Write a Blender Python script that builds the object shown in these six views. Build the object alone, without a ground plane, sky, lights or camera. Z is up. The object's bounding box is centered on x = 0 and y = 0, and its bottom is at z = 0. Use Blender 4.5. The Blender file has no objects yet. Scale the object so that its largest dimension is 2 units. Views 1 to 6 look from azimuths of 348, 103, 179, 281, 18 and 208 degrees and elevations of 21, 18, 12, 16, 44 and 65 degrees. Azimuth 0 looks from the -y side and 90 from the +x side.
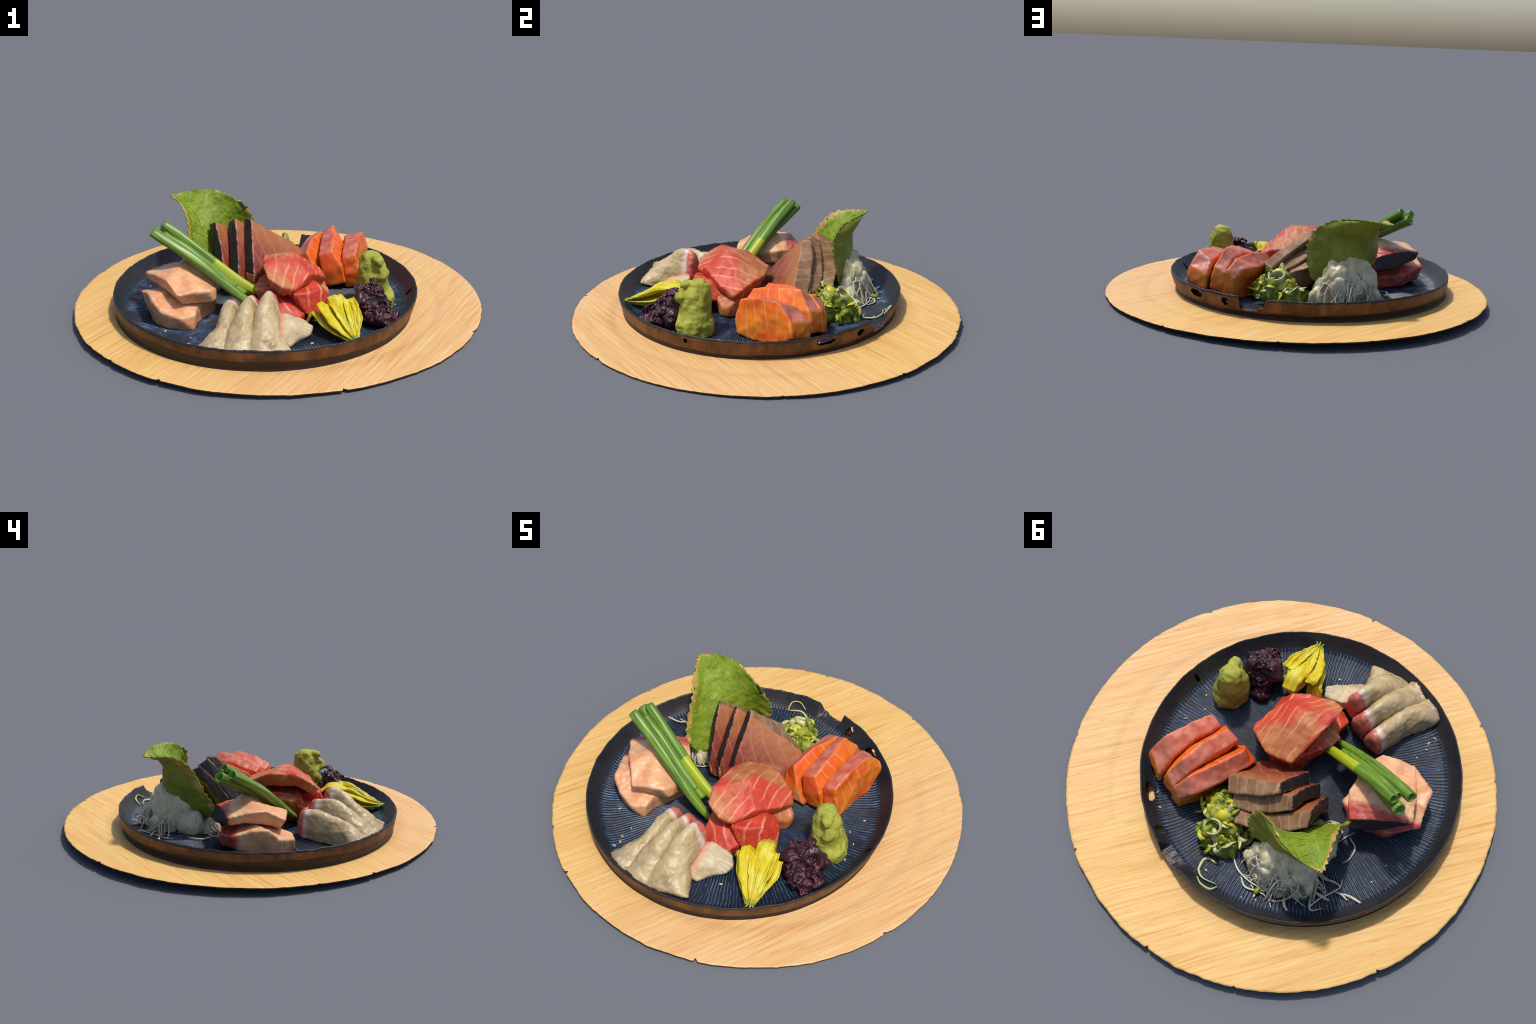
# Sashimi platter: round wooden board, dark glazed plate with radial ridges, slices of fish,
# spring onion, shiso leaf, daikon shreds, petals, seaweed, wasabi.  Metres, z up.
import bpy, bmesh, math, random
import numpy as np
from mathutils import Vector, Matrix, noise
from mathutils.bvhtree import BVHTree

random.seed(7)
RNG = np.random.default_rng(7)
SC = bpy.context.scene.collection
V = Vector


# ------------------------------------------------------------------ frame of the set-up
def board_z(x, y):
    """the board lies slightly tilted on the ground"""
    return 0.0262 - 0.0152 * x + 0.0112 * y


PC = (-0.071, -0.052)      # centre of the plate
RIM = 0.735


PR, PH = [0, .30, .55, .63, .668, .688, .705, .719, .729, .736], [.020, .018, .018, .021, .029, .042, .060, .080, .094, .101]


def plate_h(r):
    """height of the plate's upper surface above the board at radius r"""
    return float(np.interp(r, PR, PH))


def floor_z(x, y):
    r = math.hypot(x - PC[0], y - PC[1])
    return board_z(x, y) + plate_h(r)


# ------------------------------------------------------------------ colours and node helpers
def C(r, g, b):
    """colour as it looks in full sun (0-255) -> base colour"""
    f = lambda c: ((c / 255 + .055) / 1.055) ** 2.4 if c > 10 else c / 255 / 12.92
    return tuple(min(.95, f(c) / 1.5) for c in (r, g, b)) + (1.0,)


class Mat:
    def __init__(self, name, rough=.5, spec=.35):
        self.m = bpy.data.materials.new(name)
        self.m.use_nodes = True
        self.nt = self.m.node_tree
        self.b = self.nt.nodes["Principled BSDF"]
        self.b.inputs["Roughness"].default_value = rough
        self.b.inputs["Specular IOR Level"].default_value = spec
        self.tc = self.n("ShaderNodeTexCoord").outputs["Object"]

    def n(self, t, **kw):
        nd = self.nt.nodes.new(t)
        for k, v in kw.items():
            setattr(nd, k, v)
        return nd

    def put(self, sock, val):
        if hasattr(val, "node"):
            self.nt.links.new(val, sock)
        else:
            sock.default_value = val

    def mapping(self, scale=(1, 1, 1), rot=(0, 0, 0), loc=(0, 0, 0), src=None):
        nd = self.n("ShaderNodeMapping")
        self.put(nd.inputs["Vector"], src or self.tc)
        nd.inputs["Scale"].default_value = scale
        nd.inputs["Rotation"].default_value = rot
        nd.inputs["Location"].default_value = loc
        return nd.outputs[0]

    def noise(self, scale, detail=3, rough=.55, vec=None, dist=0):
        nd = self.n("ShaderNodeTexNoise")
        self.put(nd.inputs["Vector"], vec or self.tc)
        nd.inputs["Scale"].default_value = scale
        nd.inputs["Detail"].default_value = detail
        nd.inputs["Roughness"].default_value = rough
        nd.inputs["Distortion"].default_value = dist
        return nd.outputs["Fac"]

    def wave(self, scale, dist=0, vec=None, kind="BANDS", direction="X", detail=2, dscale=1.0):
        nd = self.n("ShaderNodeTexWave", wave_type=kind)
        if kind == "BANDS":
            nd.bands_direction = direction
        else:
            nd.rings_direction = direction
        self.put(nd.inputs["Vector"], vec or self.tc)
        nd.inputs["Scale"].default_value = scale
        nd.inputs["Distortion"].default_value = dist
        nd.inputs["Detail"].default_value = detail
        nd.inputs["Detail Scale"].default_value = dscale
        return nd.outputs["Fac"]

    def ramp(self, fac, stops, interp="LINEAR"):
        nd = self.n("ShaderNodeValToRGB")
        self.put(nd.inputs[0], fac)
        e = nd.color_ramp.elements
        nd.color_ramp.interpolation = interp
        while len(e) < len(stops):
            e.new(.5)
        for el, (p, c) in zip(e, stops):
            el.position = p
            el.color = c if len(c) == 4 else tuple(c) + (1,)
        return nd.outputs[0]

    def fac(self, f, lo, hi, a=0., b=1.):
        nd = self.n("ShaderNodeMapRange", interpolation_type="SMOOTHSTEP")
        self.put(nd.inputs["Value"], f)
        for k, v in zip(("From Min", "From Max", "To Min", "To Max"), (lo, hi, a, b)):
            nd.inputs[k].default_value = v
        return nd.outputs[0]

    def math(self, op, a, b=0., c=0.):
        nd = self.n("ShaderNodeMath", operation=op)
        for s, v in zip(nd.inputs, (a, b, c)):
            self.put(s, v)
        return nd.outputs[0]

    def mix(self, f, a, b, mode="MIX"):
        nd = self.n("ShaderNodeMix", data_type="RGBA", blend_type=mode)
        self.put(nd.inputs[0], f)
        self.put(nd.inputs[6], a)
        self.put(nd.inputs[7], b)
        return nd.outputs[2]

    def xyz(self, src=None):
        nd = self.n("ShaderNodeSeparateXYZ")
        self.put(nd.inputs[0], src or self.tc)
        return nd.outputs

    def combine(self, x, y, z):
        nd = self.n("ShaderNodeCombineXYZ")
        for s, v in zip(nd.inputs, (x, y, z)):
            self.put(s, v)
        return nd.outputs[0]

    def bump(self, h, strength=.3, dist=.003):
        nd = self.n("ShaderNodeBump")
        self.put(nd.inputs["Height"], h)
        nd.inputs["Strength"].default_value = strength
        nd.inputs["Distance"].default_value = dist
        self.nt.links.new(nd.outputs[0], self.b.inputs["Normal"])

    def color(self, c):
        self.put(self.b.inputs["Base Color"], c)
        return self


# ------------------------------------------------------------------ geometry helpers
def new_obj(name, me, mats=(), parent=None, frame=None):
    ob = bpy.data.objects.new(name, me)
    for m in mats:
        if m.name not in me.materials:
            me.materials.append(m)
    SC.objects.link(ob)
    if frame is not None:
        ob.matrix_world = frame
    if parent is not None:
        ob.parent = parent
        ob.matrix_parent_inverse = parent.matrix_world.inverted()
    return ob


def tag(ob, label, category):
    ob["label"] = label
    ob["category"] = category
    return ob


def empty(name, loc, label, category):
    ob = bpy.data.objects.new(name, None)
    ob.empty_display_size = .05
    SC.objects.link(ob)
    ob.matrix_world = Matrix.Translation(V(loc))
    bpy.context.view_layer.update()
    return tag(ob, label, category)


def frame_of(origin, xdir, zdir):
    z = V(zdir).normalized()
    x = V(xdir)
    x = (x - z * x.dot(z)).normalized()
    y = z.cross(x)
    m = Matrix((x, y, z)).transposed().to_4x4()
    m.translation = V(origin)
    return m


def to_mesh(name, verts, faces):
    me = bpy.data.meshes.new(name)
    me.from_pydata([tuple(v) for v in verts], [], faces)
    me.update()
    return me


def remeshed(verts, faces, voxel=.006, smooth=3, sfac=.5):
    """closed base polygons -> even fine mesh, edges softened; returns a mesh"""
    me = to_mesh("tmp", verts, faces)
    bm = bmesh.new()
    bm.from_mesh(me)
    bmesh.ops.triangulate(bm, faces=bm.faces)
    bmesh.ops.recalc_face_normals(bm, faces=bm.faces)
    bm.to_mesh(me)
    bm.free()
    ob = bpy.data.objects.new("tmp", me)
    SC.objects.link(ob)
    r = ob.modifiers.new("r", "REMESH")
    r.mode = "VOXEL"
    r.voxel_size = voxel
    r.use_smooth_shade = True
    if smooth:
        s = ob.modifiers.new("s", "SMOOTH")
        s.factor = sfac
        s.iterations = smooth
    dg = bpy.context.evaluated_depsgraph_get()
    out = bpy.data.meshes.new_from_object(ob.evaluated_get(dg))
    bpy.data.objects.remove(ob)
    bpy.data.meshes.remove(me)
    return out


def coords(me):
    a = np.empty(len(me.vertices) * 3, np.float32)
    me.vertices.foreach_get("co", a)
    return a.reshape(-1, 3).astype(float)


def normals(me):
    a = np.empty(len(me.vertices) * 3, np.float32)
    me.vertices.foreach_get("normal", a)
    return a.reshape(-1, 3).astype(float)


def set_coords(me, a):
    me.vertices.foreach_set("co", np.ascontiguousarray(a, np.float32).ravel())
    me.update()


def displace(me, layers, seed=0., dents=(), inflate=0.):
    """layers: (scale, amplitude[, (sx,sy,sz)]) of noise along the normal; dents: (centre, radius, depth)"""
    co, no = coords(me), normals(me)
    d = np.full(len(co), float(inflate))
    off = V((seed * 1.7, seed * 3.1, seed * .9))
    for L in layers:
        sc, amp = L[0], L[1]
        st = L[2] if len(L) > 2 else (1, 1, 1)
        d += amp * np.array([noise.noise(V((p[0] * st[0] * sc, p[1] * st[1] * sc, p[2] * st[2] * sc)) + off) for p in co])
    for c, r, dep in dents:
        q = np.linalg.norm(co - np.array(c), axis=1) / r
        d -= dep * np.exp(-q * q * 1.6)
    set_coords(me, co + no * d[:, None])
    rest(me)


def rest(me):
    """nothing sinks below the plate's surface (world coordinates)"""
    co = coords(me)
    r = np.hypot(co[:, 0] - PC[0], co[:, 1] - PC[1])
    fl = board_z(co[:, 0], co[:, 1]) + np.interp(r, PR, PH) + .0005
    co[:, 2] = np.maximum(co[:, 2], fl)
    set_coords(me, co)


def smooth_all(me, on=True):
    me.polygons.foreach_set("use_smooth", [on] * len(me.polygons))


def localise(me, frame):
    co = coords(me)
    inv = np.array(frame.inverted())
    set_coords(me, co @ inv[:3, :3].T + inv[:3, 3])


def slots_from_base(me, verts, faces, fmats, wobble=.006, seed=0.):
    """each fine face takes the material index of the nearest base face"""
    tris, tm = [], []
    for f, m in zip(faces, fmats):
        for i in range(1, len(f) - 1):
            tris.append((f[0], f[i], f[i + 1]))
            tm.append(m)
    bvh = BVHTree.FromPolygons([V(v) for v in verts], tris)
    off = V((seed, seed * 2, 3.3))
    idx = []
    for p in me.polygons:
        c = p.center
        w = noise.noise_vector(c * 30 + off) * wobble
        _, _, i, _ = bvh.find_nearest(c + w)
        idx.append(tm[i])
    me.polygons.foreach_set("material_index", idx)


def slab(name, top, bot, mats, crown=None, under=None, side_mats=None, cap_mats=(0, 0), xdir=None, voxel=.006, smooth=3,
         layers=((14, .006), (45, .0022)), seed=0., dents=(), wobble=.006, label=None, category="fish slice", parent=None, inflate=.003):
    """a thick slice between two matching rings of corner points (world space)"""
    n = len(top)
    T, B = [V(p) for p in top], [V(p) for p in bot]
    ct = V(crown) if crown else sum(T, V()) / n
    cb = V(under) if under else sum(B, V()) / n
    verts = T + B + [ct, cb]
    faces, fm = [], []
    for i in range(n):
        j = (i + 1) % n
        faces.append((i, j, n + j, n + i))
        fm.append(side_mats[i] if side_mats else 0)
        faces.append((j, i, 2 * n))
        fm.append(cap_mats[0])
        faces.append((n + i, n + j, 2 * n + 1))
        fm.append(cap_mats[1])
    me = remeshed(verts, faces, voxel, smooth)
    displace(me, layers, seed, dents, inflate)
    for m in mats:
        me.materials.append(m)
    if len(mats) > 1:
        slots_from_base(me, verts, faces, fm, wobble, seed)
    nz = V()
    for i in range(n):
        nz += (T[i] - ct).cross(T[(i + 1) % n] - ct)
    fr = frame_of((ct + cb) / 2, V(xdir) if xdir else T[1] - T[0], nz)
    localise(me, fr)
    smooth_all(me)
    me.name = name
    ob = new_obj(name, me, (), parent, fr)
    if label:
        tag(ob, label, category)
    return ob


def ellipsoid(c, r, seg=20, rings=12, rot=None):
    vs, fs = [], []
    R = rot or Matrix.Identity(3)
    for i in range(rings + 1):
        t = math.pi * i / rings
        for j in range(seg):
            p = 2 * math.pi * j / seg
            v = V((r[0] * math.sin(t) * math.cos(p), r[1] * math.sin(t) * math.sin(p), r[2] * math.cos(t)))
            vs.append(V(c) + R @ v)
    for i in range(rings):
        for j in range(seg):
            k = (j + 1) % seg
            fs.append((i * seg + j, i * seg + k, (i + 1) * seg + k, (i + 1) * seg + j))
    return vs, fs


def loft(sections):
    """closed solid through rings of equal count, ends capped"""
    n = len(sections[0])
    vs = [V(p) for s in sections for p in s]
    fs = []
    for i in range(len(sections) - 1):
        for j in range(n):
            k = (j + 1) % n
            fs.append((i * n + j, i * n + k, (i + 1) * n + k, (i + 1) * n + j))
    fs.append(tuple(range(n - 1, -1, -1)))
    fs.append(tuple((len(sections) - 1) * n + j for j in range(n)))
    return vs, fs


def join(parts):
    vs, fs = [], []
    for v, f in parts:
        o = len(vs)
        vs += list(v)
        fs += [tuple(i + o for i in q) for q in f]
    return vs, fs


def spline(pts, n):
    """Catmull-Rom through points (any dimension), n samples"""
    P = np.array(pts, float)
    P = np.vstack([2 * P[0] - P[1], P, 2 * P[-1] - P[-2]])
    m = len(P) - 3
    out = []
    for u in np.linspace(0, m, n):
        i = min(int(u), m - 1)
        t = u - i
        a, b, c, d = P[i:i + 4]
        out.append(.5 * (2 * b + (c - a) * t + (2 * a - 5 * b + 4 * c - d) * t ** 2 + (3 * b - a - 3 * c + d) * t ** 3))
    return np.array(out)


def tube(pts, rad, n=24, seg=8, flat=1.0, twist=0.):
    """tube along a spline; rad: number or list along it; flat<1 gives a ribbon"""
    c = spline(pts, n)
    r = np.interp(np.linspace(0, 1, n), np.linspace(0, 1, len(rad)), rad) if hasattr(rad, "__len__") else np.full(n, rad)
    rings = []
    up = V((0, 0, 1))
    for i in range(n):
        t = V(c[min(i + 1, n - 1)] - c[max(i - 1, 0)]).normalized()
        s = t.cross(up)
        s = s.normalized() if s.length > 1e-3 else V((1, 0, 0))
        w = s.cross(t)
        tw = twist * i / n
        ring = []
        for j in range(seg):
            a = 2 * math.pi * j / seg
            x, y = math.cos(a) * r[i], math.sin(a) * r[i] * flat
            x, y = x * math.cos(tw) - y * math.sin(tw), x * math.sin(tw) + y * math.cos(tw)
            ring.append(V(c[i]) + s * x + w * y)
        rings.append(ring)
    return loft(rings)


def solid_from_parts(name, parts, mats, voxel=.006, smooth=2, layers=(), seed=0., dents=(), origin=(0, 0, 0), parent=None):
    vs, fs = join(parts)
    me = remeshed(vs, fs, voxel, smooth)
    displace(me, layers, seed, dents)
    smooth_all(me)
    for m in mats:
        me.materials.append(m)
    fr = Matrix.Translation(V(origin))
    localise(me, fr)
    me.name = name
    return new_obj(name, me, (), parent, fr)


def plain(name, parts, mats, origin=(0, 0, 0), parent=None, idx=None):
    vs, fs = join(parts)
    me = to_mesh(name, vs, fs)
    bm = bmesh.new()
    bm.from_mesh(me)
    bmesh.ops.recalc_face_normals(bm, faces=bm.faces)
    bm.to_mesh(me)
    bm.free()
    smooth_all(me)
    for m in mats:
        me.materials.append(m)
    if idx is not None:
        me.polygons.foreach_set("material_index", idx)
    fr = Matrix.Translation(V(origin))
    localise(me, fr)
    return new_obj(name, me, (), parent, fr)


# ================================================================== materials
def wood():
    m = Mat("oak_wood", .55, .25)
    ang = math.radians(-46)
    v = m.mapping(rot=(0, 0, ang))
    x, y, z = m.xyz(v)
    # long fibres, growth bands and pores along x
    wob = m.noise(2.2, 2, vec=m.combine(m.math("MULTIPLY", x, .6), y, 0.))
    yy = m.math("ADD", y, m.math("MULTIPLY", m.math("SUBTRACT", wob, .5), .05))
    bands = m.noise(1., 4, .6, vec=m.combine(m.math("MULTIPLY", x, 2.2), m.math("MULTIPLY", yy, 62.), 0.))
    fine = m.noise(1., 3, .6, vec=m.combine(m.math("MULTIPLY", x, 7.), m.math("MULTIPLY", yy, 230.), 1.7))
    broad = m.noise(1., 2, .5, vec=m.combine(m.math("MULTIPLY", x, .8), m.math("MULTIPLY", yy, 7.), 4.))
    pores = m.fac(m.noise(1., 2, .5, vec=m.combine(m.math("MULTIPLY", x, 9.), m.math("MULTIPLY", yy, 75.), 9.)), .66, .76)
    base = m.ramp(bands, [(.30, C(228, 164, 96)), (.43, C(250, 198, 130)), (.60, C(255, 214, 150)), (.75, C(255, 224, 164))])
    base = m.mix(m.fac(fine, .42, .62, .0, .40), base, C(236, 172, 104))
    base = m.mix(m.fac(broad, .52, .72, 0., .3), base, C(232, 170, 100))
    # planks: yellower towards one side, rosier to the other, each strip a little different
    pl = m.n("ShaderNodeTexWhiteNoise", noise_dimensions="2D")
    step = m.math("FLOOR", m.math("MULTIPLY", m.math("ADD", yy, .02), 4.6))
    m.put(pl.inputs["Vector"], m.combine(step, m.math("FLOOR", m.math("MULTIPLY", x, .8)), 0.))
    tint = m.ramp(m.math("ADD", m.fac(y, -.7, .35), m.math("MULTIPLY", m.math("SUBTRACT", pl.outputs[0], .5), .3)),
                  [(.1, (1., 1.0, 1.05)), (.95, (1.0, 1.02, .84))])
    base = m.mix(1., base, tint, "MULTIPLY")
    base = m.mix(m.math("MULTIPLY", pores, .45), base, C(190, 122, 66))
    m.color(base)
    m.bump(m.math("ADD", fine, bands), .15, .002)
    return m.m


def wood_edge():
    m = Mat("dark_board_edge", .8, .1)
    m.color(m.ramp(m.noise(30), [(.3, C(70, 50, 34)), (.7, C(120, 84, 52))]))
    return m.m


def glaze_floor():
    m = Mat("blue_ridged_glaze", .5, .4)
    x, y, z = m.xyz()
    ang = m.math("ARCTAN2", y, x)
    r = m.math("SQRT", m.math("ADD", m.math("MULTIPLY", x, x), m.math("MULTIPLY", y, y)))
    wob = m.math("MULTIPLY", m.math("SUBTRACT", m.noise(10, 3), .5), 7.)
    ph = m.math("ADD", m.math("MULTIPLY", ang, 245.), wob)
    s = m.math("SINE", ph)
    # broken light streaks painted along the ridges
    streak = m.noise(1., 4, .65, vec=m.combine(m.math("MULTIPLY", ang, 70.), m.math("MULTIPLY", r, 9.), 0.))
    dash = m.noise(1., 3, .7, vec=m.combine(m.math("MULTIPLY", ang, 150.), m.math("MULTIPLY", r, 38.), 5.))
    patch = m.noise(6, 3)
    crest = m.math("MULTIPLY", m.math("MULTIPLY", m.fac(s, .0, .95), m.fac(streak, .36, .60)), m.fac(dash, .30, .56))
    base = m.ramp(patch, [(.35, C(22, 26, 36)), (.65, C(32, 40, 56))])
    base = m.mix(crest, base, m.ramp(m.noise(13, 3), [(.3, C(52, 92, 142)), (.5, C(72, 112, 156)), (.7, C(116, 146, 174))]))
    spark = m.math("MULTIPLY", m.fac(dash, .60, .72), m.fac(s, .3, 1.))  # baked glints painted as pale flecks on the ridge crests
    base = m.mix(m.math("MULTIPLY", spark, .8), base, C(186, 204, 214))
    base = m.mix(m.fac(m.noise(3.2, 3, vec=m.mapping(loc=(1.3, 4, 0))), .56, .74, 0., .55), base, C(38, 40, 46))
    m.color(base)
    m.bump(m.noise(60, 2), .1, .002)
    return m.m


def glaze_wall():
    m = Mat("charcoal_glaze", .45, .35)
    base = m.ramp(m.noise(9, 4, .6), [(.3, C(38, 39, 46)), (.6, C(50, 49, 54)), (.8, C(66, 60, 58))])
    m.color(base)
    m.bump(m.noise(40, 3), .2, .003)
    return m.m


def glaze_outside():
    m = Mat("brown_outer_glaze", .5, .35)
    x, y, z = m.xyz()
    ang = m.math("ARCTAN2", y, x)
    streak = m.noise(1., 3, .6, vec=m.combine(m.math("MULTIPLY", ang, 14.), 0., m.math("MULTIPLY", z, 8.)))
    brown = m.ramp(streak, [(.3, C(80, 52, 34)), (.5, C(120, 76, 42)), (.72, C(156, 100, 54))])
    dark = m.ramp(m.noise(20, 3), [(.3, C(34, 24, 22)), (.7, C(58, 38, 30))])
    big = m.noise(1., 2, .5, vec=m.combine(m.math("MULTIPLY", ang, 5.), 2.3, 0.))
    lim = m.math("ADD", m.math("MULTIPLY", m.math("COSINE", m.math("SUBTRACT", ang, 3.5)), .018), .036)  # foot band darkened with baked shade under the wall, height varying by side
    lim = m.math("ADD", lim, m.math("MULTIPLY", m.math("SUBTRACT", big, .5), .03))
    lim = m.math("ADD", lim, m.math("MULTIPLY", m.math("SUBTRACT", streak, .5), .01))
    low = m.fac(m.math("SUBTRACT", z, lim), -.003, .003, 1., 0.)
    dark_blotch = m.fac(m.noise(1., 3, .6, vec=m.combine(m.math("MULTIPLY", ang, 3.), 0., m.math("MULTIPLY", z, 30.))), .5, .7)
    brown = m.mix(m.math("MULTIPLY", dark_blotch, .7), brown, C(62, 46, 38))
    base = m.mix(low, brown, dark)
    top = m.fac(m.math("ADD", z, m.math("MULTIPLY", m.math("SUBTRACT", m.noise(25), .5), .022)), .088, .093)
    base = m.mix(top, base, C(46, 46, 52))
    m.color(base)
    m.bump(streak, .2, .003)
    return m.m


def salmon_flesh():
    m = Mat("salmon_orange_flesh", .42, .4)
    n = m.noise(9, 3)
    base = m.ramp(n, [(.3, C(244, 104, 30)), (.5, C(255, 124, 34)), (.7, C(255, 152, 46))])
    big = m.noise(5, 1, vec=m.mapping(loc=(3.1, .4, 2)))
    base = m.mix(m.fac(big, .52, .72, 0., .6), base, C(238, 78, 46))
    lines = m.wave(5.0, 5.5, vec=m.mapping(scale=(1, .5, 1), rot=(0, .2, .1)), direction="X", detail=1.5, dscale=.8)
    base = m.mix(m.math("MULTIPLY", m.math("MULTIPLY", m.fac(lines, .96, 1.), m.fac(m.noise(7, 2), .42, .56)), .55), base, C(255, 190, 130))
    base = m.mix(m.fac(m.noise(1., 2, .5, vec=m.mapping(scale=(60, 8, 8))), .55, .72, 0., .25), base, C(255, 172, 70))
    m.color(base)
    m.bump(lines, .08, .002)
    return m.m


def salmon_strip():
    m = Mat("salmon_pale_pink_side", .45, .4)
    base = m.ramp(m.noise(18, 4, .6), [(.3, C(206, 92, 66)), (.5, C(226, 122, 94)), (.72, C(238, 154, 128))])
    base = m.mix(m.fac(m.noise(11, 2, vec=m.mapping(loc=(4, 1, 0))), .52, .70, 0., .5), base, C(170, 106, 84))
    m.color(base)
    m.bump(m.noise(70, 2), .15, .002)
    return m.m


def tuna_flesh(tan=.5, seed=0., name="tuna_red_flesh"):
    m = Mat(name, .52, .35)
    n = m.noise(10, 4, .6, vec=m.mapping(loc=(seed, 2 * seed, 0)))
    base = m.ramp(n, [(.28, C(194, 50, 36)), (.5, C(218, 68, 46)), (.72, C(234, 98, 66))])
    tanmask = m.fac(m.math("ADD", m.noise(3.6, 2, vec=m.mapping(loc=(seed + 1, .3, .2))), (tan - .5) * .5), .5, .66)
    base = m.mix(m.math("MULTIPLY", tanmask, .8), base, m.ramp(m.noise(22, 3), [(.3, C(186, 116, 62)), (.7, C(212, 150, 92))]))
    v = m.mapping(rot=(0, 0, .25), loc=(seed, 0, 0))
    lines = m.wave(6.2, 4.5, vec=v, direction="X", detail=2, dscale=1.0)
    fibre = m.noise(1., 3, .6, vec=m.mapping(scale=(120, 16, 60), rot=(0, 0, .5)))
    base = m.mix(m.math("MULTIPLY", m.math("MULTIPLY", m.fac(lines, .88, 1.), m.fac(m.noise(8, 2), .36, .58)), .7), base, C(250, 166, 126))
    base = m.mix(m.fac(fibre, .52, .72, 0., .28), base, C(240, 132, 98))
    m.color(base)
    m.bump(m.math("ADD", lines, fibre), .12, .002)
    return m.m


def bonito_flesh():
    m = Mat("seared_bonito_flesh", .42, .4)
    x, y, z = m.xyz()
    # orange-brown near the seared edge, darker red towards the middle of the loin
    deep = m.math("ADD", y, m.math("MULTIPLY", m.math("SUBTRACT", m.noise(6, 3), .5), .16))
    base = m.ramp(m.fac(deep, -.12, .09, 1., 0.), [(.0, C(146, 66, 50)), (.45, C(162, 88, 56)), (1., C(182, 112, 64))])
    lines = m.wave(5., 4., vec=m.mapping(rot=(0, 0, .9)), direction="X", detail=1)
    fibre = m.noise(1., 3, .6, vec=m.mapping(scale=(90, 9, 40), rot=(0, 0, .6)))
    base = m.mix(m.math("MULTIPLY", m.fac(lines, .95, 1.), .35), base, C(214, 140, 104))
    base = m.mix(m.fac(fibre, .5, .7, 0., .35), base, C(200, 128, 92))
    m.color(base)
    m.bump(fibre, .1, .002)
    return m.m


def bonito_seared():
    m = Mat("bonito_seared_brown_edge", .5, .3)
    base = m.ramp(m.noise(12, 4, .6), [(.3, C(128, 92, 66)), (.5, C(158, 120, 88)), (.75, C(186, 148, 112))])
    lines = m.wave(6., 5., vec=m.mapping(rot=(0, 0, .5)), direction="X", detail=2)
    base = m.mix(m.math("MULTIPLY", m.fac(lines, .86, 1.), .4), base, C(204, 166, 126))
    m.color(base)
    m.bump(m.noise(60), .2, .002)
    return m.m


def charred_skin(name="charred_skin", a=(24, 22, 24), b=(48, 40, 38)):
    m = Mat(name, .5, .35)
    m.color(m.ramp(m.noise(22, 4, .65), [(.35, C(*a)), (.65, C(*b)), (.85, C(84, 66, 56))]))
    m.bump(m.noise(50), .2, .002)
    return m.m


def pale_tip():
    m = Mat("bonito_pale_cooked_end", .5, .3)
    m.color(m.ramp(m.noise(26, 4), [(.3, C(190, 122, 78)), (.5, C(228, 164, 112)), (.7, C(246, 198, 148))]))
    return m.m


def hamachi_flesh():
    m = Mat("yellowtail_flesh", .4, .4)
    x, y, z = m.xyz()
    n = m.noise(11, 4, .6)
    base = m.ramp(n, [(.3, C(236, 158, 112)), (.52, C(250, 188, 138)), (.75, C(255, 220, 166))])
    # red blood line along the skin side (+y of the slice)
    edge = m.math("ADD", y, m.math("MULTIPLY", m.math("SUBTRACT", m.noise(9, 2), .5), .06))
    red = m.fac(edge, .082, .108)
    base = m.mix(red, base, m.ramp(m.noise(14, 3), [(.3, C(190, 66, 58)), (.7, C(226, 96, 82))]))
    fib = m.noise(1., 3, .6, vec=m.mapping(scale=(14, 60, 60), rot=(0, 0, .3)))
    base = m.mix(m.fac(fib, .52, .7, 0., .3), base, C(255, 224, 186))
    m.color(base)
    m.bump(m.math("ADD", m.noise(60, 3), fib), .35, .003)
    return m.m


def white_fish():
    m = Mat("white_fish_flesh", .42, .45)
    x, y, z = m.xyz()
    base = m.ramp(m.noise(9, 4, .6), [(.28, C(172, 144, 100)), (.48, C(204, 178, 130)), (.72, C(226, 204, 158))])
    fib = m.noise(1., 4, .65, vec=m.mapping(scale=(9, 46, 46)))
    base = m.mix(m.fac(fib, .50, .68, 0., .5), base, C(232, 212, 170))
    base = m.mix(m.fac(fib, .30, .44, .45, 0.), base, C(160, 136, 100))
    grey = m.math("MULTIPLY", m.fac(x, .26, .38), m.fac(m.noise(13, 3), .40, .62))
    base = m.mix(m.math("MULTIPLY", grey, .6), base, C(150, 146, 132))
    # red tip, then a white band (local x runs from tip to tail)
    e = m.math("ADD", x, m.math("MULTIPLY", m.math("SUBTRACT", m.noise(14, 2), .5), .03))
    base = m.mix(m.fac(e, .056, .086, 1., 0.), base, C(240, 218, 200))
    base = m.mix(m.fac(e, .036, .054, 1., 0.), base, m.ramp(m.noise(30), [(.3, C(208, 88, 70)), (.7, C(226, 140, 120))]))
    tail = m.math("MULTIPLY", m.fac(e, .30, .40), m.fac(m.noise(17, 3), .5, .68))
    base = m.mix(m.math("MULTIPLY", tail, .6), base, C(198, 130, 112))
    m.color(base)
    m.bump(m.math("ADD", m.noise(75, 3), fib), .45, .003)
    return m.m


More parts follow.
